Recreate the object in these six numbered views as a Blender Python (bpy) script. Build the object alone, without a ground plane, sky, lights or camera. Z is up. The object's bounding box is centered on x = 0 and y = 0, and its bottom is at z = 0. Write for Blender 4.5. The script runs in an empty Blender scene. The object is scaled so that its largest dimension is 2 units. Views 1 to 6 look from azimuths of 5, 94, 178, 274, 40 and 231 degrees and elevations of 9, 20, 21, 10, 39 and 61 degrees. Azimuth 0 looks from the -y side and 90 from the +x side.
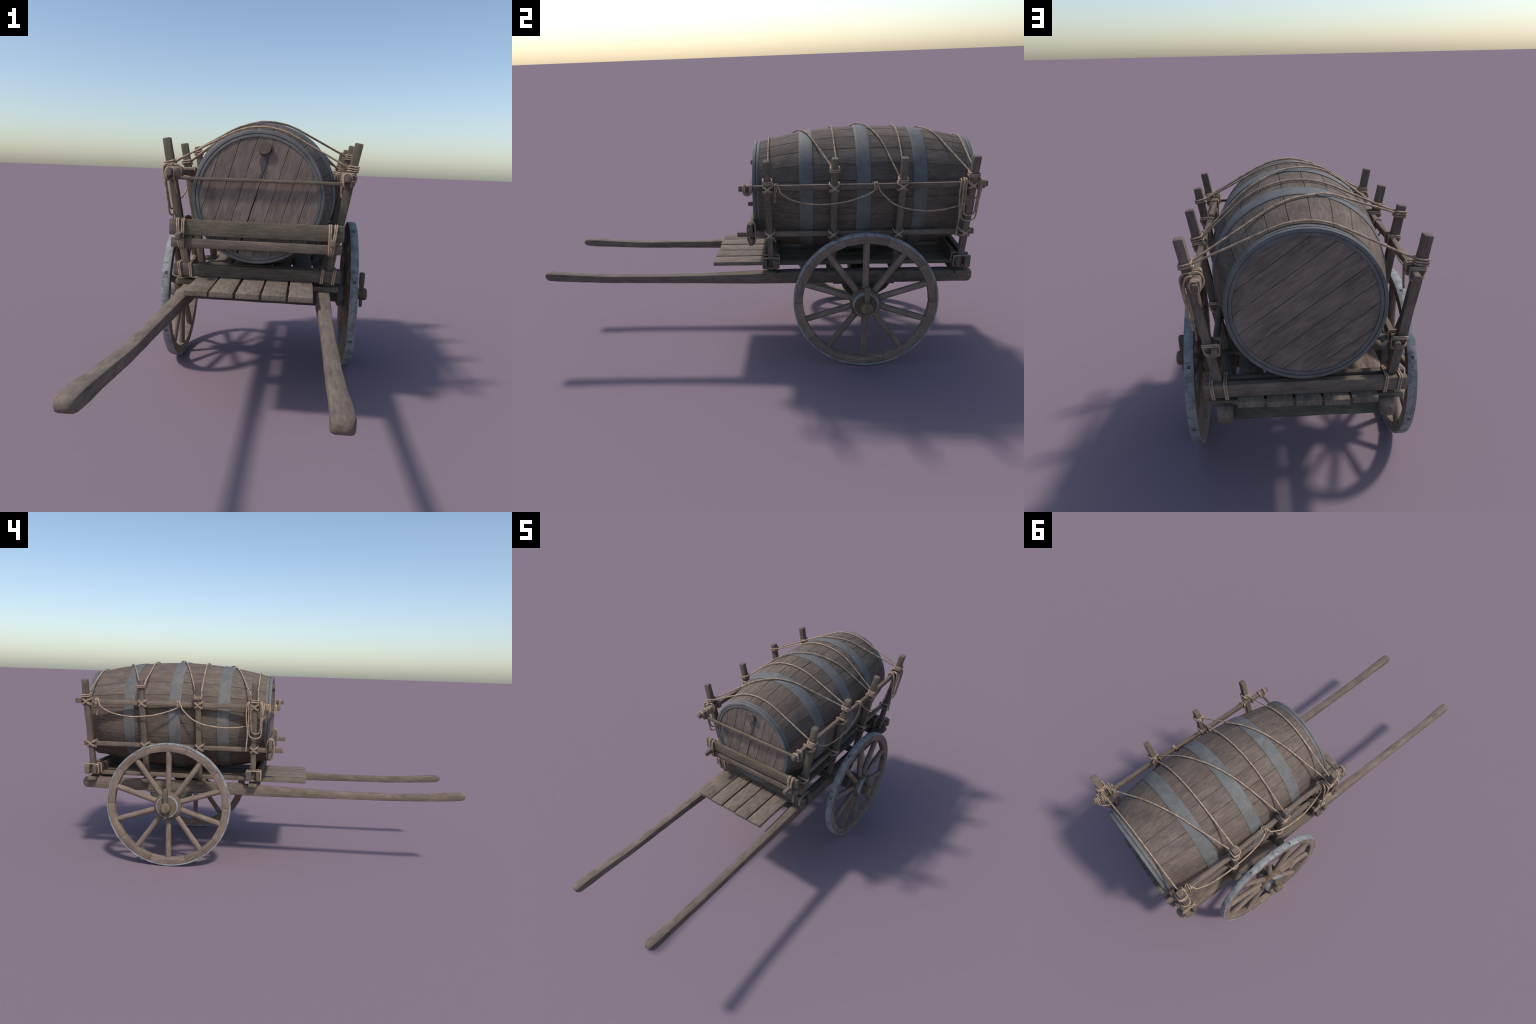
# Two-wheeled hand cart carrying a big wooden barrel held by staked rails and ropes.
import bpy, math, random
import numpy as np
from mathutils import Matrix, Vector, noise

random.seed(7)
TAU = 2 * math.pi

# ------------------------------------------------------------------ materials
def srgb(r, g, b):
    f = lambda c: (c / 255 / 12.92) if c <= 10 else ((c / 255 + .055) / 1.055) ** 2.4
    return (f(r), f(g), f(b), 1.0)

class Graph:
    def __init__(self, name):
        self.mat = bpy.data.materials.new(name)
        self.mat.use_nodes = True
        self.t = self.mat.node_tree
        self.t.nodes.clear()
    def n(self, kind, **kw):
        node = self.t.nodes.new(kind)
        for k, v in kw.items():
            if k.startswith('i_'):
                key = k[2:]
                node.inputs[int(key) if key.isdigit() else key.replace('_', ' ')].default_value = v
            else:
                setattr(node, k, v)
        return node
    def l(self, a, b):
        self.t.links.new(a, b)
    def noise(self, vec, scale, detail=4, rough=.55, dist=0.):
        nd = self.n('ShaderNodeTexNoise', i_Scale=scale, i_Detail=detail, i_Roughness=rough, i_Distortion=dist)
        self.l(vec, nd.inputs['Vector'])
        return nd.outputs['Fac']
    def ramp(self, fac, stops):
        r = self.n('ShaderNodeValToRGB')
        el = r.color_ramp.elements
        el[0].position, el[0].color = stops[0]
        el[1].position, el[1].color = stops[-1]
        for p, c in stops[1:-1]:
            e = el.new(p); e.color = c
        self.l(fac, r.inputs['Fac'])
        return r.outputs['Color']
    def math(self, op, a, b=None, c=None, clamp=False):
        m = self.n('ShaderNodeMath', operation=op, use_clamp=clamp)
        for i, v in enumerate((a, b, c)):
            if v is None: continue
            if isinstance(v, (int, float)): m.inputs[i].default_value = v
            else: self.l(v, m.inputs[i])
        return m.outputs[0]
    def mix(self, fac, a, b, blend='MIX'):
        m = self.n('ShaderNodeMix', data_type='RGBA', blend_type=blend)
        for s, v in ((m.inputs[0], fac), (m.inputs[6], a), (m.inputs[7], b)):
            if isinstance(v, (int, float, tuple)): s.default_value = v
            else: self.l(v, s)
        return m.outputs[2]
    def finish(self, color, rough, bump=None, strength=.3, dist=.002, metallic=0., spec=.25):
        b = self.n('ShaderNodeBsdfPrincipled')
        self.l(color, b.inputs['Base Color'])
        if isinstance(rough, float): b.inputs['Roughness'].default_value = rough
        else: self.l(rough, b.inputs['Roughness'])
        b.inputs['Metallic'].default_value = metallic
        b.inputs['Specular IOR Level'].default_value = spec
        if bump is not None:
            bm = self.n('ShaderNodeBump', i_Strength=strength, i_Distance=dist)
            self.l(bump, bm.inputs['Height'])
            self.l(bm.outputs[0], b.inputs['Normal'])
        o = self.n('ShaderNodeOutputMaterial')
        self.l(b.outputs[0], o.inputs[0])
        return self.mat

WHITE = (1, 1, 1, 1)
def grey(v): return (v, v, v, 1)

def wood(name, dark, mid, light, tint, tint_amount=.35, stain=None, patch=.3):
    """Weathered timber, grain along local Z."""
    g = Graph(name)
    tc = g.n('ShaderNodeTexCoord'); info = g.n('ShaderNodeObjectInfo')
    off = g.n('ShaderNodeVectorMath', operation='SCALE'); off.inputs[0].default_value = (7.3, 3.1, 11.7)
    g.l(info.outputs['Random'], off.inputs['Scale'])
    add = g.n('ShaderNodeVectorMath', operation='ADD')
    g.l(tc.outputs['Object'], add.inputs[0]); g.l(off.outputs[0], add.inputs[1])
    def mp(s):
        m = g.n('ShaderNodeMapping'); m.inputs['Scale'].default_value = s
        g.l(add.outputs[0], m.inputs['Vector']); return m.outputs[0]
    fibre = g.noise(mp((1, 1, .11)), 330, 3, .65)
    streak = g.noise(mp((1, 1, .17)), 105, 4, .62, .4)
    blotch = g.noise(mp((1, 1, .5)), 20, 4, .6, .3)
    tintn = g.noise(mp((1, 1, .6)), 7, 2, .5)
    s = g.math('ADD', g.math('MULTIPLY', streak, .42), g.math('ADD', g.math('MULTIPLY', fibre, .22), g.math('MULTIPLY', blotch, .36)))
    col = g.ramp(s, [(.30, dark), (.49, mid), (.70, light)])
    tm = g.math('MULTIPLY', g.ramp(tintn, [(.42, grey(0)), (.66, WHITE)]), tint_amount)
    col = g.mix(tm, col, g.mix(1., col, tint, 'MULTIPLY'))
    # dark knots and grime blotches
    kn = g.noise(mp((1, 1, .35)), 24, 2, .5, .6)
    km = g.math('MULTIPLY', g.ramp(kn, [(.62, grey(0)), (.76, WHITE)]), patch)
    col = g.mix(km, col, g.mix(1., col, grey(.5), 'MULTIPLY'))
    # piece to piece value change
    v = g.math('MULTIPLY_ADD', info.outputs['Random'], .22, .89)
    hsv = g.n('ShaderNodeHueSaturation'); g.l(v, hsv.inputs['Value']); g.l(col, hsv.inputs['Color'])
    col = hsv.outputs[0]
    if stain:
        col = stain(g, col)
    h = g.math('ADD', g.math('MULTIPLY', fibre, .5), streak)
    return g.finish(col, .82, h, .35, .0025, spec=.2)

def drip_stain(g, col):
    """Wet dark drip running down from the bung (placed by world position)."""
    geo = g.n('ShaderNodeNewGeometry'); sep = g.n('ShaderNodeSeparateXYZ')
    g.l(geo.outputs['Position'], sep.inputs[0])
    x, y, z = sep.outputs
    wob = g.noise(geo.outputs['Position'], 45, 3)
    wob2 = g.math('MULTIPLY', g.math('SUBTRACT', wob, .5), .030)
    xx = g.math('ADD', x, wob2)
    def drop(cx, ztop, zbot, wtop, wbot, lean):
        t = g.math('DIVIDE', g.math('SUBTRACT', ztop, z), ztop - zbot)
        c = g.math('MULTIPLY_ADD', t, lean, cx)
        w = g.math('MULTIPLY_ADD', t, wbot - wtop, wtop)
        d = g.math('ABSOLUTE', g.math('SUBTRACT', xx, c))
        a = g.math('MULTIPLY_ADD', g.math('SUBTRACT', w, d), 500., .5, clamp=True)
        b = g.math('MULTIPLY', g.math('SUBTRACT', t, 0.), 20., clamp=True)
        e = g.math('MULTIPLY', g.math('SUBTRACT', 1., t), 14., clamp=True)
        return g.math('MULTIPLY', a, g.math('MULTIPLY', b, e))
    m = g.math('MAXIMUM', drop(.020, .915, .866, .023, .012, -.005), drop(.014, .885, .800, .012, .006, -.006))
    m = g.math('MAXIMUM', m, drop(.022, .880, .792, .010, .002, .004))
    m = g.math('MULTIPLY', m, g.math('LESS_THAN', y, .2))
    return g.mix(g.math('MULTIPLY', m, .85), col, srgb(80, 78, 77))

BARREL_TONES = (srgb(74, 64, 57), srgb(100, 88, 79), srgb(126, 111, 100))
M = {}
M['dark'] = wood('grimy_timber', srgb(66, 57, 50), srgb(94, 83, 74), srgb(120, 108, 96), (.92, .96, .88, 1), .4)
M['stave'] = wood('barrel_oak', *BARREL_TONES, (.86, .90, .92, 1), .35, patch=.35)
M['head'] = wood('barrel_head_oak', srgb(85, 73, 67), srgb(117, 103, 95), srgb(147, 130, 120), (.92, .93, .93, 1), .3, drip_stain, .3)
M['frame'] = wood('brown_timber', srgb(76, 66, 59), srgb(109, 96, 86), srgb(138, 122, 109), (.88, .90, .86, 1), .4)
M['mossy'] = wood('greenish_weathered_timber', srgb(72, 64, 56), srgb(104, 94, 82), srgb(131, 119, 104), (.92, .96, .84, 1), .45)
M['plank'] = wood('grey_plank_timber', srgb(76, 67, 59), srgb(113, 101, 91), srgb(145, 131, 118), (.95, .97, .86, 1), .45, None, .4)
M['damp'] = wood('damp_green_timber', srgb(54, 54, 48), srgb(80, 80, 71), srgb(104, 102, 90), (.85, .95, .9, 1), .4)
M['wheel'] = wood('wheel_ash', srgb(84, 72, 64), srgb(121, 105, 94), srgb(152, 133, 119), (.86, .88, .84, 1), .35)
M['hub'] = wood('hub_elm', srgb(76, 64, 54), srgb(106, 91, 76), srgb(132, 116, 98), (.82, .86, .78, 1), .4)

def iron(name, base, dark, light, worn, metallic):
    g = Graph(name)
    tc = g.n('ShaderNodeTexCoord')
    v = tc.outputs['Object']
    n1 = g.noise(v, 22, 4, .6, .3); n2 = g.noise(v, 140, 3, .6)
    n3 = g.noise(v, 30, 6, .68, .6)
    f = g.math('ADD', g.math('MULTIPLY', n1, .7), g.math('MULTIPLY', n2, .3))
    col = g.ramp(f, [(.34, dark), (.5, base), (.68, light)])
    pm = g.math('MULTIPLY', g.ramp(n3, [(.535, grey(0)), (.59, WHITE)]), worn)
    col = g.mix(pm, col, dark)
    rough = g.math('MULTIPLY_ADD', n1, .3, .5)
    return g.finish(col, rough, g.math('ADD', n2, g.math('MULTIPLY', n3, .6)), .25, .0015, metallic, .25)

M['hoop'] = iron('blue_grey_iron', srgb(103, 102, 100), srgb(90, 90, 88), srgb(116, 115, 113), .15, .0)
M['tyre'] = iron('worn_wheel_iron', srgb(140, 142, 142), srgb(96, 97, 98), srgb(158, 160, 161), .58, .0)
M['nail'] = iron('nail_iron', srgb(84, 86, 88), srgb(66, 68, 70), srgb(100, 102, 104), .3, .0)

def rope_mat(name, a, b, c):
    g = Graph(name)
    tc = g.n('ShaderNodeTexCoord'); info = g.n('ShaderNodeObjectInfo')
    n1 = g.noise(tc.outputs['Object'], 55, 3); n2 = g.noise(tc.outputs['Object'], 420, 2)
    f = g.math('ADD', g.math('MULTIPLY', n1, .65), g.math('MULTIPLY', n2, .35))
    col = g.ramp(f, [(.34, a), (.5, b), (.66, c)])
    return g.finish(col, .9, n2, .5, .001, spec=.15)
M['rope'] = rope_mat('hemp_rope', srgb(124, 105, 88), srgb(160, 138, 118), srgb(186, 164, 142))

# ------------------------------------------------------------------ building tools
WORLD = {}
def empty(name, at, parent=None):
    o = bpy.data.objects.new(name, None)
    o.empty_display_size = .05
    bpy.context.scene.collection.objects.link(o)
    m = Matrix.Translation(at)
    attach(o, parent, m)
    return o

def attach(o, parent, m):
    WORLD[o.name] = m
    o.parent = parent
    if parent is not None:
        o.matrix_parent_inverse = WORLD[parent.name].inverted()
    o.matrix_basis = m

def obj(name, verts, faces, mat, parent, m=Matrix.Identity(4), angle=38):
    me = bpy.data.meshes.new(name)
    me.from_pydata([tuple(map(float, v)) for v in verts], [], faces)
    me.validate()
    me.shade_smooth()
    me.set_sharp_from_angle(angle=math.radians(angle))
    me.materials.append(mat)
    o = bpy.data.objects.new(name, me)
    bpy.context.scene.collection.objects.link(o)
    attach(o, parent, m)
    return o

def repeat(src, parent, m):
    o = src.copy()
    bpy.context.scene.collection.objects.link(o)
    attach(o, parent, m)
    return o

def frame_from(p0, p1, u_hint):
    p0, p1 = Vector(p0), Vector(p1)
    z = (p1 - p0).normalized()
    u = Vector(u_hint); u = (u - z * u.dot(z)).normalized()
    v = z.cross(u)
    m = Matrix((u, v, z)).transposed().to_4x4()
    m.translation = (p0 + p1) / 2
    return m, (p1 - p0).length

def interp(table, t):
    xs = [a[0] for a in table]
    return [float(np.interp(t, xs, [a[i] for a in table])) for i in range(1, len(table[0]))]

def loft(rings, cap=True, closed=False):
    n = len(rings[0]); verts = [p for r in rings for p in r]; faces = []
    cnt = len(rings)
    for i in range(cnt if closed else cnt - 1):
        a, b = i * n, ((i + 1) % cnt) * n
        for j in range(n):
            k = (j + 1) % n
            faces.append((a + j, a + k, b + k, b + j))
    if cap and not closed:
        faces.append(tuple(range(n - 1, -1, -1)))
        faces.append(tuple(range((cnt - 1) * n, cnt * n)))
    return verts, faces

def section(hw, hh, bev, seg=3):
    pts = []
    for cx, cy, a0 in ((1, 1, 0), (-1, 1, 90), (-1, -1, 180), (1, -1, 270)):
        for s in range(seg):
            a = math.radians(a0 + 90 * s / (seg - 1))
            pts.append((cx * (hw - bev) + bev * math.cos(a), cy * (hh - bev) + bev * math.sin(a)))
    return pts

def timber(name, p0, p1, w, h, mat, parent, u=(1, 0, 0), bev=.0022, seed=0, rough=.0009, shape=None, end=None, wob=.0012, step=.022, endk=.30):
    """Hewn bar from p0 to p1; w along u, h across. shape: rows (t, du, dv, w-scale, h-scale)."""
    m, L = frame_from(p0, p1, u)
    n = max(4, int(L / step))
    end = bev if end is None else end
    ts = [0, end * .08 / L, end * .25 / L, end * .55 / L, end / L] + [i / n for i in range(1, n)] + [1 - end / L, 1 - end * .55 / L, 1 - end * .25 / L, 1 - end * .08 / L, 1]
    ts = sorted(t for t in ts if 0 <= t <= 1)
    rings = []
    for t in ts:
        z = (t - .5) * L
        du, dv, sw, sh = interp(shape, t) if shape else (0, 0, 1, 1)
        d = min(t, 1 - t) * L
        k = 0 if d >= end else (1 - math.sqrt(max(0, 1 - (1 - d / end) ** 2))) * min(end, endk * min(w * sw, h * sh))
        du += wob * noise.noise((seed * 3.7, .5, z * 4)); dv += wob * noise.noise((seed * 3.7, 9.5, z * 4))
        ring = []
        for (a, b) in section(max(.001, w * sw / 2 - k), max(.001, h * sh / 2 - k), min(bev + k, .9 * min(w * sw / 2 - k, h * sh / 2 - k))):
            q = noise.noise((a * 60 + seed, b * 60, z * 16 + seed * 5)) * rough + noise.noise((a * 40, b * 40 + seed, z * 55)) * rough * .6
            r = math.hypot(a, b) + 1e-6
            ring.append((a * (1 + q / r) + du, b * (1 + q / r) + dv, z))
        rings.append(ring)
    return obj(name, *loft(rings), mat, parent, m)

def smooth_path(pts, per=6, closed=False):
    P = [Vector(p) for p in pts]
    n = len(P); out = []
    for i in range(n if closed else n - 1):
        if closed:
            a, b, c, d = P[i - 1], P[i], P[(i + 1) % n], P[(i + 2) % n]
        else:
            b, c = P[i], P[i + 1]
            a = P[i - 1] if i else b * 2 - c
            d = P[i + 2] if i + 2 < n else c * 2 - b
        for s in range(per):
            t = s / per
            # centripetal-like tension keeps corners tight
            out.append(b * (2*t**3-3*t**2+1) + (c-a) * .42 * (t**3-2*t**2+t) + c * (-2*t**3+3*t**2) + (d-b) * .42 * (t**3-t**2))
    if not closed: out.append(P[-1])
    return out

def tube_data(path, r, closed=False, sides=8, seed=0):
    P = [Vector(p) for p in path]; n = len(P)
    tang = []
    for i in range(n):
        a = P[i - 1] if (i or closed) else P[i]
        b = P[(i + 1) % n] if (i < n - 1 or closed) else P[i]
        d = b - a
        tang.append(d.normalized() if d.length > 1e-9 else Vector((0, 0, 1)))
    nrm = tang[0].orthogonal().normalized(); rings = []; total = 0; frames = []
    for i in range(n):
        nrm = (nrm - tang[i] * nrm.dot(tang[i]))
        nrm = nrm.normalized() if nrm.length > 1e-6 else tang[i].orthogonal().normalized()
        frames.append((nrm.copy(), tang[i].cross(nrm)))
    twist = 0.
    if closed:   # spread the closing mismatch over the loop
        nn = nrm - tang[0] * nrm.dot(tang[0]); nn.normalize()
        twist = math.atan2(nn.dot(frames[0][1]), nn.dot(frames[0][0]))
    for i in range(n):
        u, v = frames[i]; ph = -twist * i / n
        rr = r * (1 + .10 * noise.noise((P[i].x * 90 + seed, P[i].y * 90, P[i].z * 90)))
        rings.append([P[i] + u * math.cos(ph + TAU*k/sides) * rr + v * math.sin(ph + TAU*k/sides) * rr for k in range(sides)])
    return loft(rings, True, closed)

def rope(name, paths, r, parent, mat=None):
    """One rope part out of several strands: paths = [(points, closed, per)]."""
    V, F = [], []
    for i, (pts, closed, per) in enumerate(paths):
        v, f = tube_data(smooth_path(pts, per, closed), r, closed, 8, i)
        o = len(V); V += v; F += [tuple(k + o for k in q) for q in f]
    c = sum((Vector(v) for v in V), Vector()) / len(V)
    V = [Vector(v) - c for v in V]
    return obj(name, V, F, mat or M['rope'], parent, Matrix.Translation(c), 80)

def lathe(name, profile, mat, parent, m=Matrix.Identity(4), n=64, closed=True, bump=0., seed=0, angle=38):
    """Revolve (axial, radius) profile round local X."""
    rings = []
    for k in range(n):
        a = TAU * k / n
        ring = []
        for (x, r) in profile:
            q = bump * noise.noise((x * 30 + seed, math.cos(a) * r * 30, math.sin(a) * r * 30)) if bump else 0
            ring.append((x, (r + q) * math.sin(a), (r + q) * math.cos(a)))
        rings.append(ring)
    npf = len(profile); verts = [p for r in rings for p in r]; faces = []
    for k in range(n):
        a, b = k * npf, ((k + 1) % n) * npf
        for j in range(npf if closed else npf - 1):
            jj = (j + 1) % npf
            faces.append((a + j, b + j, b + jj, a + jj))
    return obj(name, verts, faces, mat, parent, m, angle)

# ------------------------------------------------------------------ the cart
cart = empty('barrel_cart', (0, 0, 0))
cart['label'] = 'weathered two-wheeled wooden hand cart carrying a roped barrel'
cart['category'] = 'hand cart'

# --- shafts: two long square poles, lifted and thickened at the grips
for sx in (-1, 1):
    x = sx * .2465
    # rows: y, top z, bottom z, half width, outward shift
    rows = [(-1.0, .4255, .391, .0232, .0030), (-.93, .422, .3845, .0222, .0040), (-.83, .4135, .378, .0196, .004), (-.68, .4055, .3715, .0192, .0025), (-.5, .4035, .369, .0190, .0015),
            (-.3, .405, .366, .0195, .0005), (-.17, .408, .3645, .0222, 0), (0, .413, .362, .0245, 0), (.2, .421, .3625, .0245, 0), (.84, .422, .365, .0245, 0), (.989, .421, .367, .0245, 0)]
    L = rows[-1][0] - rows[0][0]
    zc = .4
    # the bar's own u axis points to -x, v points up
    shape = [((r[0] - rows[0][0]) / L, -sx * r[4], (r[1] + r[2]) / 2 - zc, r[3] * 2 / .049, (r[1] - r[2]) / .06) for r in rows]
    timber('shaft', (x, -1.0, zc), (x, .989, zc), .049, .06, M['frame'], cart, u=(-1, 0, 0), bev=.006, seed=3 + sx, end=.024, endk=.36, shape=shape, rough=.0009)

# --- deck planks
edges = [(-.2135, -.1350, -.193, .992), (-.1285, -.0515, -.197, .996), (-.0435, .0345, -.194, .995), (.0415, .1200, -.198, .992), (.1275, .2070, -.198, .988)]
for i, (a, b, y0, y1) in enumerate(edges):
    timber('deck_plank', ((a + b) / 2, y0, .4392), ((a + b) / 2, y1, .4392), b - a, .0184, M['plank'], cart, bev=.0018, seed=20 + i, rough=.0009)

# --- cross bearers on the shafts and cross boards between them
for i, y in enumerate((.0805, .3565, .643, .928)):
    timber('cross_bearer', (-.301, y, .4215), (.301, y, .4215), .044, .019, M['mossy'], cart, u=(0, 1, 0), seed=30 + i, bev=.004)
for i, y in enumerate((.075, .938)):
    timber('cross_board', (-.2225, y, .386), (.2225, y, .386), .022, .054, M['damp'], cart, u=(0, 1, 0), seed=40 + i)

# --- paired beams that clasp the corner stakes
for i, (y, w) in enumerate(((.055, .020), (.1015, .0245), (.9095, .0215), (.9495, .0245))):
    timber('clasp_beam', (-.307, y, .4705), (.307, y, .4705), w, .0445, M['frame'] if i == 3 else M['dark'], cart, u=(0, 1, 0), bev=.004, seed=50 + i, rough=.0014)

# --- stakes
STAKE_Y = {1: (.0815, .079), 2: (.361, .3635), 3: (.642, .6485), 4: (.926, .934)}
TOP = {(1, 1): .948, (1, 2): .953, (1, 3): .949, (1, 4): .949, (-1, 1): .946, (-1, 2): .941, (-1, 3): .942, (-1, 4): .935}
def stake_x(z): return .2615 + (z - .47) * (.3445 - .2615) / .475
SLOPE = (.3445 - .2615) / .475
for sx in (1, -1):
    for k in (1, 2, 3, 4):
        zt = TOP[(sx, k)]
        yb, yt = STAKE_Y[k]
        zb = .434
        tw = 1.16 if k == 4 else 1.0
        shape = [(0, 0, 0, .95, .95), (.5, .0008 * ((k * 7) % 3 - 1), 0, 1.04, 1.03), (1, 0, 0, 1, tw)]
        timber('stake', (sx * stake_x(zb), yb, zb), (sx * stake_x(zt), yt, zt), .0285, .0265,
               M['mossy'] if k < 3 else M['frame'], cart, u=(1, 0, 0), bev=.003, seed=60 + k + 10 * sx, shape=shape, rough=.0013)

# --- side rails
BOW = [(0, 0, 0, 1, 1), (.3, .001, 0, 1, 1), (.5, .004, 0, 1, 1), (.7, .010, 0, 1, 1), (.86, .007, 0, 1, 1), (1, -.002, 0, 1, 1)]
for sx in (1, -1):
    shape = [(t, sx * a, b, c, d) for t, a, b, c, d in BOW]
    timber('upper_rail', (sx * .3045, -.047, .8245), (sx * .3045, 1.0, .8245), .0185, .0235, M['frame'], cart, u=(1, 0, 0), bev=.003, seed=80 + sx, shape=shape, rough=.001)
    timber('lower_rail', (sx * .266, -.068, .605), (sx * .267, .973, .605), .0185, .0235, M['frame'], cart, u=(1, 0, 0), bev=.003, seed=90 + sx, rough=.001)

# --- front boards and the thin bar
timber('front_board', (-.3095, -.0035, .633), (.3075, -.0035, .634), .017, .0565, M['mossy'], cart, u=(0, 1, 0), seed=101, bev=.003)
timber('front_slat', (-.303, -.0035, .5785), (.302, -.0035, .578), .017, .0335, M['frame'], cart, u=(0, 1, 0), seed=102, bev=.003)
timber('front_bar', (-.329, -.0085, .8055), (.331, -.0085, .8065), .013, .0115, M['mossy'], cart, u=(0, 1, 0), seed=103, bev=.003)

# --- axle under the shafts
timber('axle_beam', (-.338, .499, .3225), (.338, .499, .3225), .074, .077, M['damp'], cart, u=(0, 1, 0), seed=110, bev=.006)
pts = [(-.098, .3600), (.122, .3600), (.105, .335), (.052, .296), (-.048, .296), (-.088, .335)]
for sx in (-1, 1):
    obj('axle_bolster', *loft([[(xx, a, b - .33) for a, b in pts] for xx in (-.022, -.019, .019, .022)]), M['damp'], cart, Matrix.Translation((sx * .2455, .499, .33)))
for sx in (-1, 1):
    timber('iron_plate', (sx * .247, .363, .3605), (sx * .247, .640, .3605), .046, .0045, M['hoop'], cart, u=(1, 0, 0), seed=112, bev=.001, rough=.0003)

# ------------------------------------------------------------------ wheels
WR, WY, WZ = .3175, .4985, .3175
RIMX = .3725
HUBX = .384 - RIMX
def ring_profile(x0, x1, r0, r1, b):
    return [(x0 + b, r0), (x0, r0 + b), (x0, r1 - b), (x0 + b, r1), (x1 - b, r1), (x1, r1 - b), (x1, r0 + b), (x1 - b, r0)]

felloe_src = spoke_src = nail_src = None
for sx in (1, -1):
    wheel = empty('wheel', (sx * RIMX, WY, WZ), cart)
    base = Matrix.Translation((sx * RIMX, WY, WZ)) @ (Matrix.Identity(4) if sx > 0 else Matrix.Rotation(math.pi, 4, 'Z'))
    lathe('tyre', [(-.0160, .3105), (-.0162, .3162), (-.0145, .3174), (0, .3177), (.0145, .3174), (.0162, .3162), (.0160, .3105)], M['tyre'], wheel, base, 128, True, .0006, 5 + sx)
    # felloes: ten curved rim blocks
    if felloe_src is None:
        rings = []
        half = math.radians(18) - .0022
        rm = .2935
        for i in range(15):
            a = -half + 2 * half * i / 14
            e = .0012 if i in (0, 14) else 0
            ring = []
            for (px, pr) in section(.0152 - e, .0182 - e, .003):
                r = rm + pr + .0006 * noise.noise((px * 80, pr * 80, a * 9))
                ring.append((px, r * math.cos(a) - rm, r * math.sin(a)))
            rings.append(ring)
        # local: x = axle, y = radial, z = tangent
        fm = loft(rings)
    for i in range(10):
        a = math.radians(36 * i)
        m = base @ Matrix.Rotation(a, 4, 'X') @ Matrix.Translation((0, .2935, 0))
        # rotate so that block i is centred on the spoke direction (first spoke points up)
        m = base @ Matrix.Rotation(math.radians(90) + a, 4, 'X') @ Matrix.Translation((0, .2935, 0))
        if felloe_src is None:
            felloe_src = obj('felloe', *fm, M['wheel'], wheel, m)
        else:
            repeat(felloe_src, wheel, m)
    # spokes
    for i in range(10):
        a = math.radians(36 * i)
        m = base @ Matrix.Rotation(a, 4, 'X') @ Matrix.Translation((0, 0, .168))
        if spoke_src is None:
            rings = []
            L = .232
            for j in range(18):
                t = j / 17
                r = np.interp(t, [0, .12, .5, .85, 1], [.0137, .0149, .0145, .0150, .0140])
                rings.append([((r * 1.0 + .0006 * noise.noise((math.cos(q) * 2, math.sin(q) * 2, t * 8))) * math.cos(q),
                               (r * .98) * math.sin(q), (t - .5) * L) for q in [TAU * k / 14 for k in range(14)]])
            spoke_src = obj('spoke', *loft(rings), M['wheel'], wheel, m, 60)
        else:
            repeat(spoke_src, wheel, m)
    rim = base
    base = base @ Matrix.Translation((HUBX, 0, 0))
    # hub, bands, axle end and linchpin (local +x points outwards)
    lathe('hub', [(-.060, .020), (-.060, .047), (-.052, .050), (-.030, .054), (-.020, .064), (-.014, .068), (.008, .069), (.012, .066), (.016, .056), (.031, .052), (.031, .020)], M['hub'], wheel, base, 40, True, .0012, 9)
    lathe('hub_band', [(.013, .050), (.013, .0555), (.0145, .0568), (.031, .0550), (.0325, .0538), (.0325, .050)], M['tyre'], wheel, base, 64, True, .0003, 3)
    lathe('hub_band', [(-.056, .046), (-.056, .0555), (-.0545, .0568), (-.033, .0590), (-.0315, .0578), (-.0315, .046)], M['hoop'], wheel, base, 64, True, .0003, 4)
    lathe('axle_end', [(-.03, .001), (-.03, .024), (.044, .0235), (.052, .0260), (.064, .0272), (.070, .0262), (.0752, .0195), (.0757, .017), (.0757, .001)], M['hub'], wheel, base, 28, False, .0008, 6, 50)
    c = base @ Vector((.0505, 0, 0))
    timber('linchpin', (c.x, c.y + .002, .258), (c.x, c.y + .002, .414), .025, .024, M['mossy'], wheel, u=(0, 1, 0), bev=.005, seed=130 + sx,
           shape=[(0, 0, 0, .62, .62), (.25, 0, 0, .66, .62), (.6, 0, 0, .8, .8), (.72, 0, 0, .95, .95), (1, 0, 0, 1, 1)], end=.006)
    # square nail heads on the tyre
    for i in range(8):
        a = math.radians(20 + 45 * i)
        m = rim @ Matrix.Rotation(-a if sx > 0 else a + math.pi, 4, 'X') @ Matrix.Translation((0, -.3174, 0)) @ Matrix.Rotation(math.radians(6 * ((i * 5) % 4 - 1.5)), 4, 'Y')
        if nail_src is None:
            s = .0056
            rings = [[(x * q * s, -d, z * q * s) for x, z in ((1, 1), (-1, 1), (-1, -1), (1, -1))] for q, d in ((1, -.002), (1, .0010), (.86, .0016))]
            rings += [[(x * q * s, -d, z * q * s) for x, z in ((1, 1), (-1, 1), (-1, -1), (1, -1))] for q, d in ((.62, .0016), (.55, .0006))]
            nail_src = obj('tyre_nail', *loft(rings), M['nail'], wheel, m)
        else:
            repeat(nail_src, wheel, m)

# ------------------------------------------------------------------ barrel
BX, BY, BZ, HALF = 0.0, .491, .746, .4845
barrel = empty('barrel', (BX, BY, BZ), cart)
def barrel_r(y):           # wood surface radius at world y
    d = abs(y - BY)
    return .2895 - .268 * d * d - .02 * max(0, d - .30) ** 2 / .04 * .12
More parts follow.
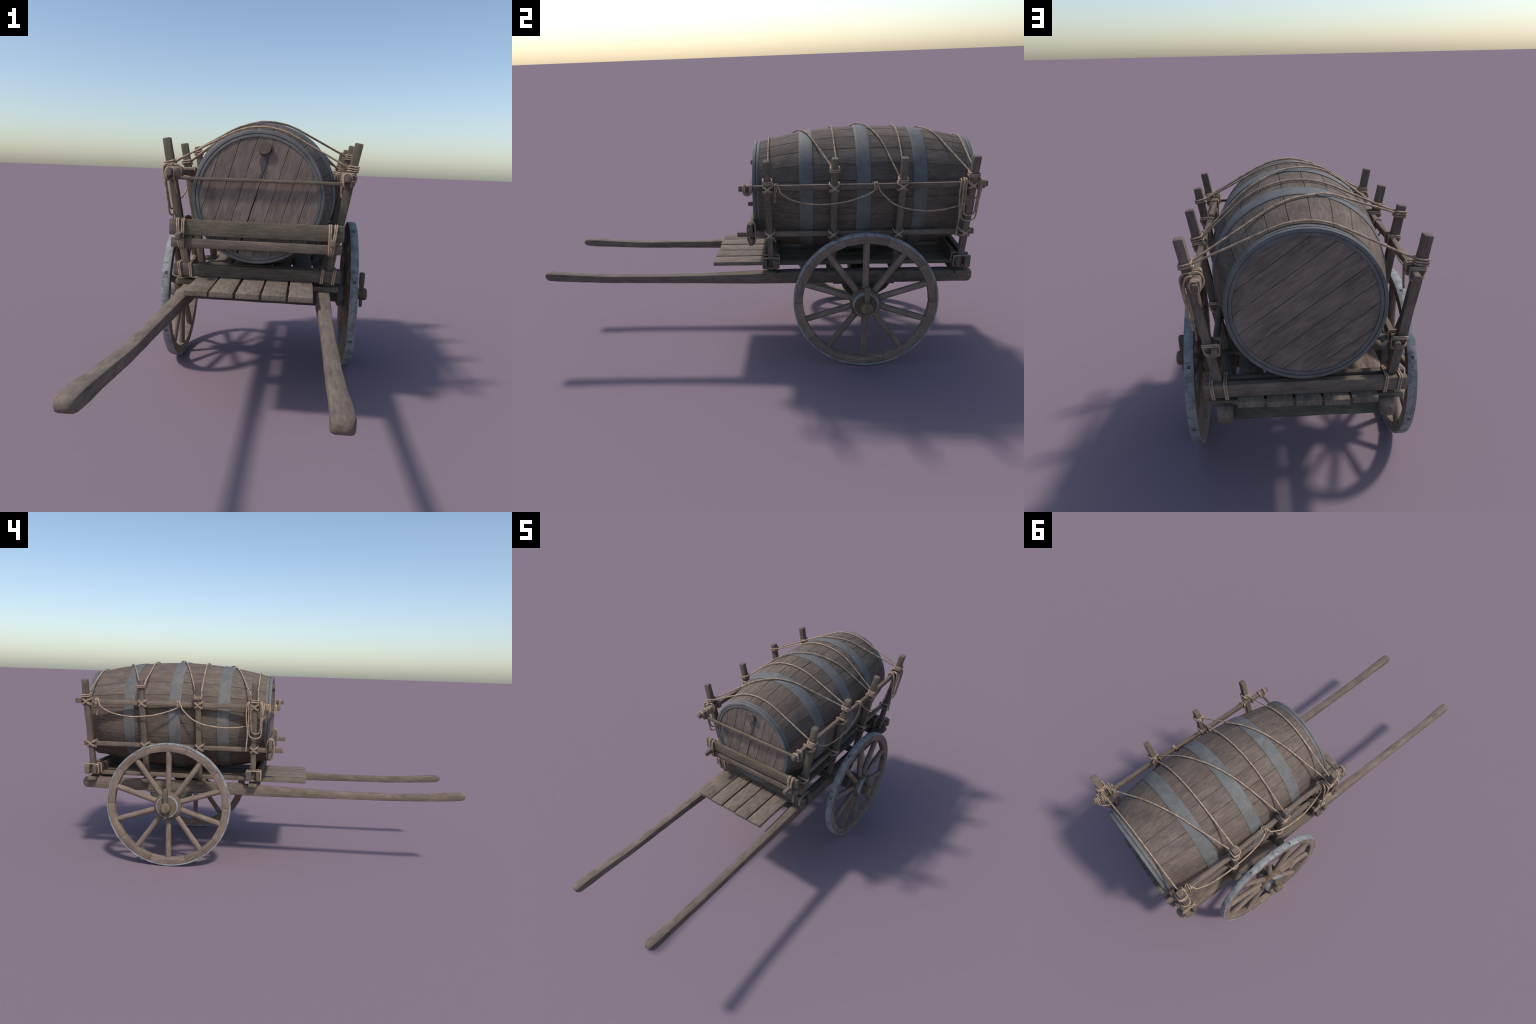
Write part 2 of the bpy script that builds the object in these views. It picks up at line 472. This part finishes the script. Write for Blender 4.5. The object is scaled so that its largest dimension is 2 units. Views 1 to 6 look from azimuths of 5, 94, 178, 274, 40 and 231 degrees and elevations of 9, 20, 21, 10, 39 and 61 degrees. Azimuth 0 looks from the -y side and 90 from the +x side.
# barrel axis frame: local z = world y (length), local x = world x, local y = -world z
AX = Matrix(((1, 0, 0), (0, 0, 1), (0, -1, 0))).to_4x4()
NST, OFF = 24, 10.5
ys = [BY - HALF + .004 + 2 * (HALF - .004) * i / 44 for i in range(45)]
def seam(k, y):
    k %= NST
    return math.radians(OFF + 15 * k + .55 * noise.noise((k * 5.3, y * 3.2, 1.7)) + .22 * noise.noise((k * 5.3, y * 11, 7.7)))
for k in range(NST):
    mid = math.radians(OFF + 15 * k + 7.5)
    rot = Matrix.Rotation(mid, 4, 'Y')
    # stave frame: local z along world y, local x across, local y = inwards
    m = Matrix.Translation((BX, BY, BZ)) @ rot @ AX
    lift = .0006 * noise.noise((k * 2.7, 3.3, 0))
    rings = []
    for y in ys:
        R = barrel_r(y) + lift
        a0 = seam(k, y) - mid
        a1 = seam(k + 1, y) - mid
        if k == NST - 1: a1 = seam(0, y) + TAU - mid
        g, ch = .0004 / R, .0017
        row = []
        prof = [(0, ch), (ch / R * .45, ch * .45), (ch / R, .0)]
        lo = [(a0 + g + da, R - dr) for da, dr in prof]
        hi = [(a1 - g - da, R - dr) for da, dr in reversed(prof)]
        midp = [(a0 + (a1 - a0) * t, R + .0006 * noise.noise((k * 9, t * 3, y * 14))) for t in (.2, .4, .6, .8)]
        inner = [(a1 - g, R - .016), (a0 + g, R - .016)]
        for a, r in lo + midp + hi + inner:
            row.append((r * math.sin(a), -r * math.cos(a), y - BY))
        rings.append(row)
    v, f = loft(rings)
    f = [tuple(reversed(q)) for q in f]
    obj('stave', v, f, M['stave'], barrel, m, 30)

# hoops: three wide belts and two narrow ones at each end
def hoop(name, y0, y1, t, round_=.0016, extra=0.):
    n = 8
    prof = []
    for i in range(n + 1):
        y = y0 + (y1 - y0) * i / n
        e = min(i, n - i)
        prof.append((y - BY, barrel_r(y) + t + extra - (round_ if e == 0 else 0)))
    prof += [(y1 - BY, barrel_r(y1) - .004), (y0 - BY, barrel_r(y0) - .004)]
    m = Matrix.Translation((BX, BY, BZ)) @ Matrix.Rotation(math.radians(90), 4, 'Z')
    return lathe(name, prof, M['hoop'], barrel, m, 120, True, .0007, y0 * 10)
for y0, y1 in ((.2135, .2735), (.4605, .5215), (.7035, .7635)):
    hoop('wide_hoop', y0, y1, .0042)
Y0, Y1 = BY - HALF, BY + HALF
for end, sgn in ((Y0, 1), (Y1, -1)):
    m = Matrix.Translation((BX, BY, BZ)) @ Matrix.Rotation(math.radians(90), 4, 'Z')
    R = barrel_r(end)
    def ringp(a, b, rin, rout, rb):
        aa, bb = sorted((end + sgn * a - BY, end + sgn * b - BY))
        return [(aa, rin), (aa, rout - rb), (aa + rb * .3, rout - rb * .3), (aa + rb, rout), (bb - rb, rout), (bb - rb * .3, rout - rb * .3), (bb, rout - rb), (bb, rin)]
    lathe('end_hoop', ringp(-.002, .0135, R - .003, R + .0084, .0035), M['hoop'], barrel, m, 120, True, .0006, 2 + sgn)
    lathe('chime_ring', ringp(-.0008, .010, R - .0145, R - .0036, .0025), M['hoop'], barrel, m, 120, True, .0005, 4 + sgn)
    lathe('end_hoop', ringp(.0147, .0290, R - .003, R + .0096, .0035), M['hoop'], barrel, m, 120, True, .0006, 7 + sgn)

# barrel heads: eight boards each, one seam on the front sprung open
RH = barrel_r(Y0) - .0138
def head(yface, depth_sign, direction, seams, crack=None):
    """direction = (x, z) along the boards; seams = offsets across."""
    dx, dz = direction
    n = (dz, -dx)                 # across direction
    for i in range(len(seams) - 1):
        d0, d1 = seams[i], seams[i + 1]
        g = .0006
        S = RH * math.sqrt(max(0, 1 - (0 if d0 * d1 < 0 else min(abs(d0), abs(d1)) / RH) ** 2)) * .999
        if S < .01: continue
        rows = []
        ns = 44
        for s in [S * math.sin(math.pi * (j / ns - .5)) for j in range(ns + 1)]:
            lim = math.sqrt(max(0, RH * RH - s * s))
            e0 = g + .0004 * noise.noise((i * 3.1, s * 20, 0)); e1 = g + .0004 * noise.noise((i * 3.1 + 3.1, s * 20, 0))
            if crack and crack[0] == i: e1 += crack[1](s)
            if crack and crack[0] + 1 == i: e0 += crack[1](s) * .6
            a = max(d0 + e0, -lim); b = min(d1 - e1, lim)
            if b - a < .0002: a = b = (max(-lim, min(lim, (a + b) / 2)))
            rows.append((s, a, b))
        rings = []
        c = (d0 + d1) / 2
        for s, a, b in rows:
            w = b - a; ch = min(.0012, w * .3)
            # profile across, local x = across, y = depth (0 = face), z = along
            up = .0004 * noise.noise((i * 7., s * 12, 2.))
            rings.append([(a - c, .011, s), (a - c, .0012, s), (a - c + ch, up, s), (a - c + w * .5, up, s), (b - c - ch, up, s), (b - c, .0012, s), (b - c, .011, s)])
        v, f = loft(rings)
        # frame: x across (world n), z along (world d), y = into the barrel
        X = Vector((n[0], 0, n[1])); Z = Vector((dx, 0, dz)); Yv = Vector((0, depth_sign, 0))
        if X.cross(Yv).dot(Z) < 0:
            v = [(-p[0], p[1], p[2]) for p in v]; X = -X
            
        m = Matrix((X, Yv, Z)).transposed().to_4x4()
        cc = Vector((BX + n[0] * c, yface, BZ + n[1] * c)); m.translation = cc
        o = obj('head_board', v, f, M['head'], barrel, m, 30)
        me = o.data
        import bmesh
        bm = bmesh.new(); bm.from_mesh(me); bmesh.ops.remove_doubles(bm, verts=bm.verts, dist=1e-6)
        bmesh.ops.recalc_face_normals(bm, faces=bm.faces); bm.to_mesh(me); bm.free()
        me.set_sharp_from_angle(angle=math.radians(30))
a = math.radians(16.4)
fr = [-.0076 + .0563 * k for k in range(-4, 5)]
fr = [-.25] + [d for d in fr if abs(d) < RH - .01] + [.25]
def sprung(s):                 # jagged opening in the lower half of one seam
    return max(0, min(1, (.035 - s) * 30)) * (.0012 + .0016 * abs(noise.noise((s * 55, 4.4, 1.))) + .0007 * noise.noise((s * 160, 1, 1)))
ci = min(range(len(fr)), key=lambda i: abs(fr[i] + .0076)) - 1
head(Y0 + .0022, 1, (math.sin(a), math.cos(a)), fr, (ci, sprung))
b = math.radians(35.9)
rr = [-.0065 + .0563 * k for k in range(-4, 5)]
rr = [-.25] + [d for d in rr if abs(d) < RH - .01] + [.25]
head(Y1 - .0022, -1, (-math.cos(b), math.sin(b)), rr)
# bung near the top of the front head
lathe('bung', [(-.02, .001), (-.02, .0215), (.0035, .0222), (.0055, .0210), (.006, .001)], M['stave'], barrel,
      Matrix.Translation((.0185, Y0 - .0045, .9185)) @ Matrix.Rotation(math.radians(-90), 4, 'Z'), 40, False, .0, 1, 30)

# ------------------------------------------------------------------ ropes
RR = .0035
def rect_coil(c, ax_u, ax_v, hu, hv, axis, turns, pitch, phase=0, r=RR, jit=.0006, seed=0):
    """Points of a rope wound round a rectangular bar."""
    c, U, V, A = Vector(c), Vector(ax_u), Vector(ax_v), Vector(axis)
    hu += r * .9; hv += r * .9; b = .005
    corners = [(hu, -hv + b), (hu, hv - b), (hu - b, hv), (-hu + b, hv), (-hu, hv - b), (-hu, -hv + b), (-hu + b, -hv), (hu - b, -hv)]
    pts = []; n = int(turns * 8)
    for i in range(n + 1):
        q = corners[(i + phase) % 8]
        rnd = Vector([noise.noise((seed * 7.1 + i * 1.7, 3.3 * j, 5.)) for j in range(3)]) * jit
        pts.append(c + U * q[0] + V * q[1] + A * ((i / 8 - turns / 2) * pitch) + rnd)
    return pts

def rail_x(y):
    t = (y + .047) / 1.047
    return .3045 + interp(BOW, t)[0]

# zigzag binding over the barrel
WRAP = {(1, 1): .858, (1, 2): .906, (1, 3): .853, (1, 4): .872, (-1, 1): .858, (-1, 2): .866, (-1, 3): .914, (-1, 4): .858}
def stake_y(k, z):
    yb, yt = STAKE_Y[k]; return yb + (yt - yb) * (z - .4375) / .51
def surface_r(y):
    r = barrel_r(y)
    for y0, y1 in ((.2135, .2735), (.4605, .5215), (.7035, .7635)):
        if y0 - .004 < y < y1 + .004: r += .0042
    return r
def over_barrel(A, B, n=60):
    A, B = Vector(A), Vector(B); pts = []
    for i in range(n + 1):
        t = i / n; p = A.lerp(B, t); R = surface_r(p.y) + RR + .0030
        if 0 < i < n:
            if abs(p.x) >= R: continue
            z = BZ + math.sqrt(R * R - p.x * p.x)
            pts.append((t, z))
        else: pts.append((t, p.z))
    hull = []
    for q in pts:                       # upper convex hull = taut rope
        while len(hull) >= 2 and (hull[-1][0] - hull[-2][0]) * (q[1] - hull[-2][1]) - (hull[-1][1] - hull[-2][1]) * (q[0] - hull[-2][0]) >= 0:
            hull.pop()
        hull.append(q)
    out = []
    for i in range(46):
        t = i / 45; p = A.lerp(B, t); p.z = float(np.interp(t, [h[0] for h in hull], [h[1] for h in hull]))
        out.append(p)
    return out
order = [(1, 1), (-1, 1), (1, 2), (-1, 2), (1, 3), (-1, 3), (1, 4), (-1, 4)]
for i in range(7):
    (s0, k0), (s1, k1) = order[i], order[i + 1]
    z0, z1 = WRAP[order[i]] + .004, WRAP[order[i + 1]] + .004
    o0, o1 = (.010 if i else 0), (-.010 if i < 6 else 0)
    if s0 < 0: pass
    A = (s0 * (stake_x(z0) - .016), stake_y(k0, z0) + o0, z0)
    B = (s1 * (stake_x(z1) - .016), stake_y(k1, z1) + o1, z1)
    rope('binding_rope', [(over_barrel(A, B), False, 2)], RR, cart)
for (s, k), z in WRAP.items():
    up = Vector((s * SLOPE, 0, 1)).normalized(); out = Vector((1, 0, -s * SLOPE)).normalized()
    pts = rect_coil((s * stake_x(z), stake_y(k, z), z), out, (0, 1, 0), .0145, .0145 if k < 4 else .0165, up, 2.6, .0082, 4 if s > 0 else 0, seed=k + 10 * s)
    rope('rope_wrap', [(pts, False, 4)], RR, cart)

# crossed lashings of rails to stakes
def cross_lash(s, k, z, railx, spread=.017, hz=.0135):
    y = stake_y(k, z); paths = []
    w = .0142 if k < 4 else .0160
    for d in (-.0030, .0030):
        def P(xo, yy, zz):
            return Vector((s * (xo + SLOPE * zz * (1 if xo > stake_x(z) - .01 else 0)), y + yy, z + zz + d))
        xo = stake_x(z) + .0168; xm = stake_x(z) - .004; xi = railx - .0130; hr = .0155
        j = lambda: random.uniform(-.0008, .0008)
        pts = [P(xo, -w * .55, hz * .55 + j()), P(xo + .0008, 0, j()), P(xo, w * .55, -hz * .55 + j()), P(xo - .006, w + .003, -hz * .95), P(xm, w + .006, -hr), P(xi + .003, w + .005, -hr), P(xi, w + .005, -hr * .6),
               P(xi, w + .005, hr * .6), P(xi + .003, w + .005, hr), P(xm, w + .006, hr), P(xo - .006, w + .003, hz * .95), P(xo + .0015, w * .55, hz * .55 + j()), P(xo + .0030, 0, j()), P(xo + .0015, -w * .55, -hz * .55 + j()),
               P(xo - .006, -w - .003, -hz * .95), P(xm, -w - .006, -hr), P(xi + .003, -w - .005, -hr), P(xi, -w - .005, -hr * .6), P(xi, -w - .005, hr * .6), P(xi + .003, -w - .005, hr), P(xm, -w - .006, hr), P(xo - .006, -w - .003, hz * .95)]
        paths.append((pts, True, 3))
    rope('cross_lashing', paths, .0027, cart)
for s in (1, -1):
    for k in (1, 2, 3, 4):
        cross_lash(s, k, .8245, rail_x(STAKE_Y[k][1]))
        cross_lash(s, k, .606, .2665)

# loops binding the paired beams beside each corner stake
def oval(c, axis, hu, hv, r, tilt=0., seed=0):
    """closed loop in the y-z plane at x=c.x"""
    pts = []
    b = .006
    for (yy, zz) in ((hu, -hv + b), (hu, hv - b), (hu - b, hv), (-hu + b, hv), (-hu, hv - b), (-hu, -hv + b), (-hu + b, -hv), (hu - b, -hv)):
        pts.append((c[0] + tilt * zz + .001 * noise.noise((seed + yy * 99, zz * 99, 1)), c[1] + yy, c[2] + zz))
    return (pts, True, 4)
for s in (1, -1):
    for yc, hu in ((.0795, .0368), (.9305, .0345)):
        paths = []
        for xc, tl in ((.2405, .10), (.2815, .14)):
            for d in (-.0031, .0031):
                paths.append(oval((s * (xc + d), yc, .4705), None, hu, .0250, .0034, s * tl, xc * 50 + d * 300))
        rope('beam_lashing', paths, .0028, cart)

# lashing of the front boards to the lower rails
for s in (1, -1):
    paths = []
    for xc in (.2585, .2725):
        for d in (-.0032, .0032):
            pts = []
            for i in range(14):
                a = TAU * i / 14
                yy = -.0035 + .0185 * (abs(math.cos(a)) ** .7) * (1 if math.cos(a) > 0 else -1)
                zz = .6105 + .0535 * (abs(math.sin(a)) ** .75) * (1 if math.sin(a) > 0 else -1)
                pinch = (zz - .61) * (.10 if xc > .26 else -.02)
                pts.append((s * (xc + d + pinch + .001 * noise.noise((i * 2., xc * 90, d * 900))), yy, zz))
            paths.append((pts, True, 3))
    rope('board_lashing', paths, .0031, cart)

# lashing of the thin bar under the upper rails
for s in (1, -1):
    paths = []
    for e in (0, 1):
        rx = rail_x(-.01); a = .0125 + .006 * e; y0, y1 = -.0085 - a, -.0085 + a
        zt = .8245 + .0160; zb = .7965; xo, xi = rx + .0125, rx - .0125
        loop = [(rx, y0, zt), (xo, y0, zt - .004), (xo, y0 + .001, .825), (xo, y0 + .003, zb + .006), (xo, -.0085, zb), (xo, y1 - .003, zb + .006), (xo, y1 - .001, .825), (xo, y1, zt - .004),
                (rx, y1, zt), (xi, y1, zt - .004), (xi, y1 - .001, .825), (xi, y1 - .003, zb + .006), (xi, -.0085, zb), (xi, y0 + .003, zb + .006), (xi, y0 + .001, .825), (xi, y0, zt - .004)]
        paths.append(([(s * p[0], p[1], p[2]) for p in loop], True, 3))
    rope('bar_lashing', paths, .0034, cart)

# swags, coils and rail windings: the same on both sides, turned half round
def turn(pts, half):
    return [(-p[0], 1.0 - p[1], p[2]) if half else tuple(p) for p in pts]
def railwind(y, turns, pitch, seed, half=False):
    # written for the left (-x) side
    yy = (1.0 - y) if half else y
    rx = rail_x(yy)
    pts = rect_coil((-rx, y, .8245), (1, 0, 0), (0, 0, 1), .0095, .0122, (0, 1, 0), turns, pitch, 2, seed=seed, jit=.0009)
    return pts
for half in (False, True):
    # swag from the far winding to the middle one, then on past the near stake
    sw1 = [(-.316, .880, .843), (-.322, .872, .826), (-.330, .862, .804), (-.337, .815, .777), (-.341, .754, .762), (-.342, .684, .757), (-.341, .589, .767), (-.334, .514, .788), (-.322, .476, .804), (-.310, .468, .812)]
    sw2 = [(-.316, .461, .842), (-.324, .453, .826), (-.330, .440, .800), (-.336, .390, .754), (-.337, .330, .730), (-.332, .241, .718), (-.318, .168, .720), (-.303, .110, .730), (-.296, .062, .744), (-.297, .030, .775), (-.296, .016, .810), (-.300, .014, .838)]
    rope('swag_rope', [(turn(sw1, half), False, 5)], RR, cart)
    rope('swag_rope', [(turn(sw2, half), False, 5)], RR, cart)
    rope('rail_winding', [(turn(railwind(.466, 2.1, .0085, 3, half), half), False, 4)], RR, cart)
    tail = [(-.296, .889, .838), (-.2925, .890, .82), (-.2935, .8905, .80), (-.2945, .892, .775), (-.296, .8935, .755)]
    rope('rail_winding', [(turn(railwind(.888, 2.1, .0085, 5, half), half), False, 4), (turn(tail, half), False, 4)], RR, cart)
    rope('rail_winding', [(turn(railwind(.029, 4.1, .0078, 6, half), half), False, 4)], RR, cart)
    # hanging hank in front of the corner stake
    hank = []
    def hx(z, o=0.): return -(stake_x(z) + .0155 + RR + o)
    def loop(yl, yr, zb, o, ztop=.850):
        w = (yr - yl) / 2; cy = (yl + yr) / 2
        pts = [(-.314, yl + .004, ztop), (hx(ztop, -.010), yl + .002, ztop - .001), (hx(ztop - .02, o - .002), yl, ztop - .018), (hx(ztop - .07, o), yl, ztop - .07), (hx(zb + .05, o), yl + .001, zb + .05)]
        for i in range(1, 6):
            a = math.pi * i / 6
            z = zb + .03 - .03 * math.sin(a)
            pts.append((hx(z, o + .001), cy - w * math.cos(a), z))
        pts += [(hx(zb + .05, o), yr - .001, zb + .05), (hx(ztop - .07, o), yr, ztop - .07), (hx(ztop - .02, o - .002), yr, ztop - .018), (hx(ztop, -.010), yr - .002, ztop - .001), (-.314, yr - .004, ztop)]
        return pts
    hank.append((turn(loop(.047, .097, .691, .001), half), False, 4))
    hank.append((turn(loop(.041, .107, .668, .005, .853), half), False, 4))
    hank.append((turn([(-.312, .112, .848), (-.326, .114, .845), (-.335, .117, .825), (-.336, .120, .785), (-.333, .115, .735), (-.329, .112, .690), (-.326, .115, .640), (-.325, .117, .604)], half), False, 5))
    hank.append((turn([(-.312, .036, .848), (-.328, .034, .845), (-.338, .034, .82), (-.337, .038, .785), (-.332, .043, .74), (-.328, .047, .71)], half), False, 5))
    # gathered knot on the rail: a few slack slanting turns
    for j, (yy, tilt, grow) in enumerate(((.052, .16, .004), (.060, -.22, .007), (.046, .28, .0095))):
        rx = rail_x(yy if not half else 1 - yy)
        ring = []
        for i in range(12):
            a = TAU * i / 12
            ring.append((-rx - (.0125 + grow) * math.cos(a), yy + tilt * .03 * math.sin(a) - .004 * math.cos(a), .8265 + (.0165 + grow) * math.sin(a)))
        hank.append((turn(ring, half), True, 3))
    # short turns where the hank crosses the rail, beside the stake
    for j, yy in enumerate((.050, .1055)):
        hank.append((turn(rect_coil((-rail_x(yy if not half else 1 - yy), yy, .8245), (1, 0, 0), (0, 0, 1), .0105, .0135, (0, 1, 0), 2.1, .008, 2, seed=11 + j, jit=.0012), half), False, 4))
    rope('rope_hank', hank, RR, cart)

# seat the cart on z = 0
bpy.context.view_layer.update()
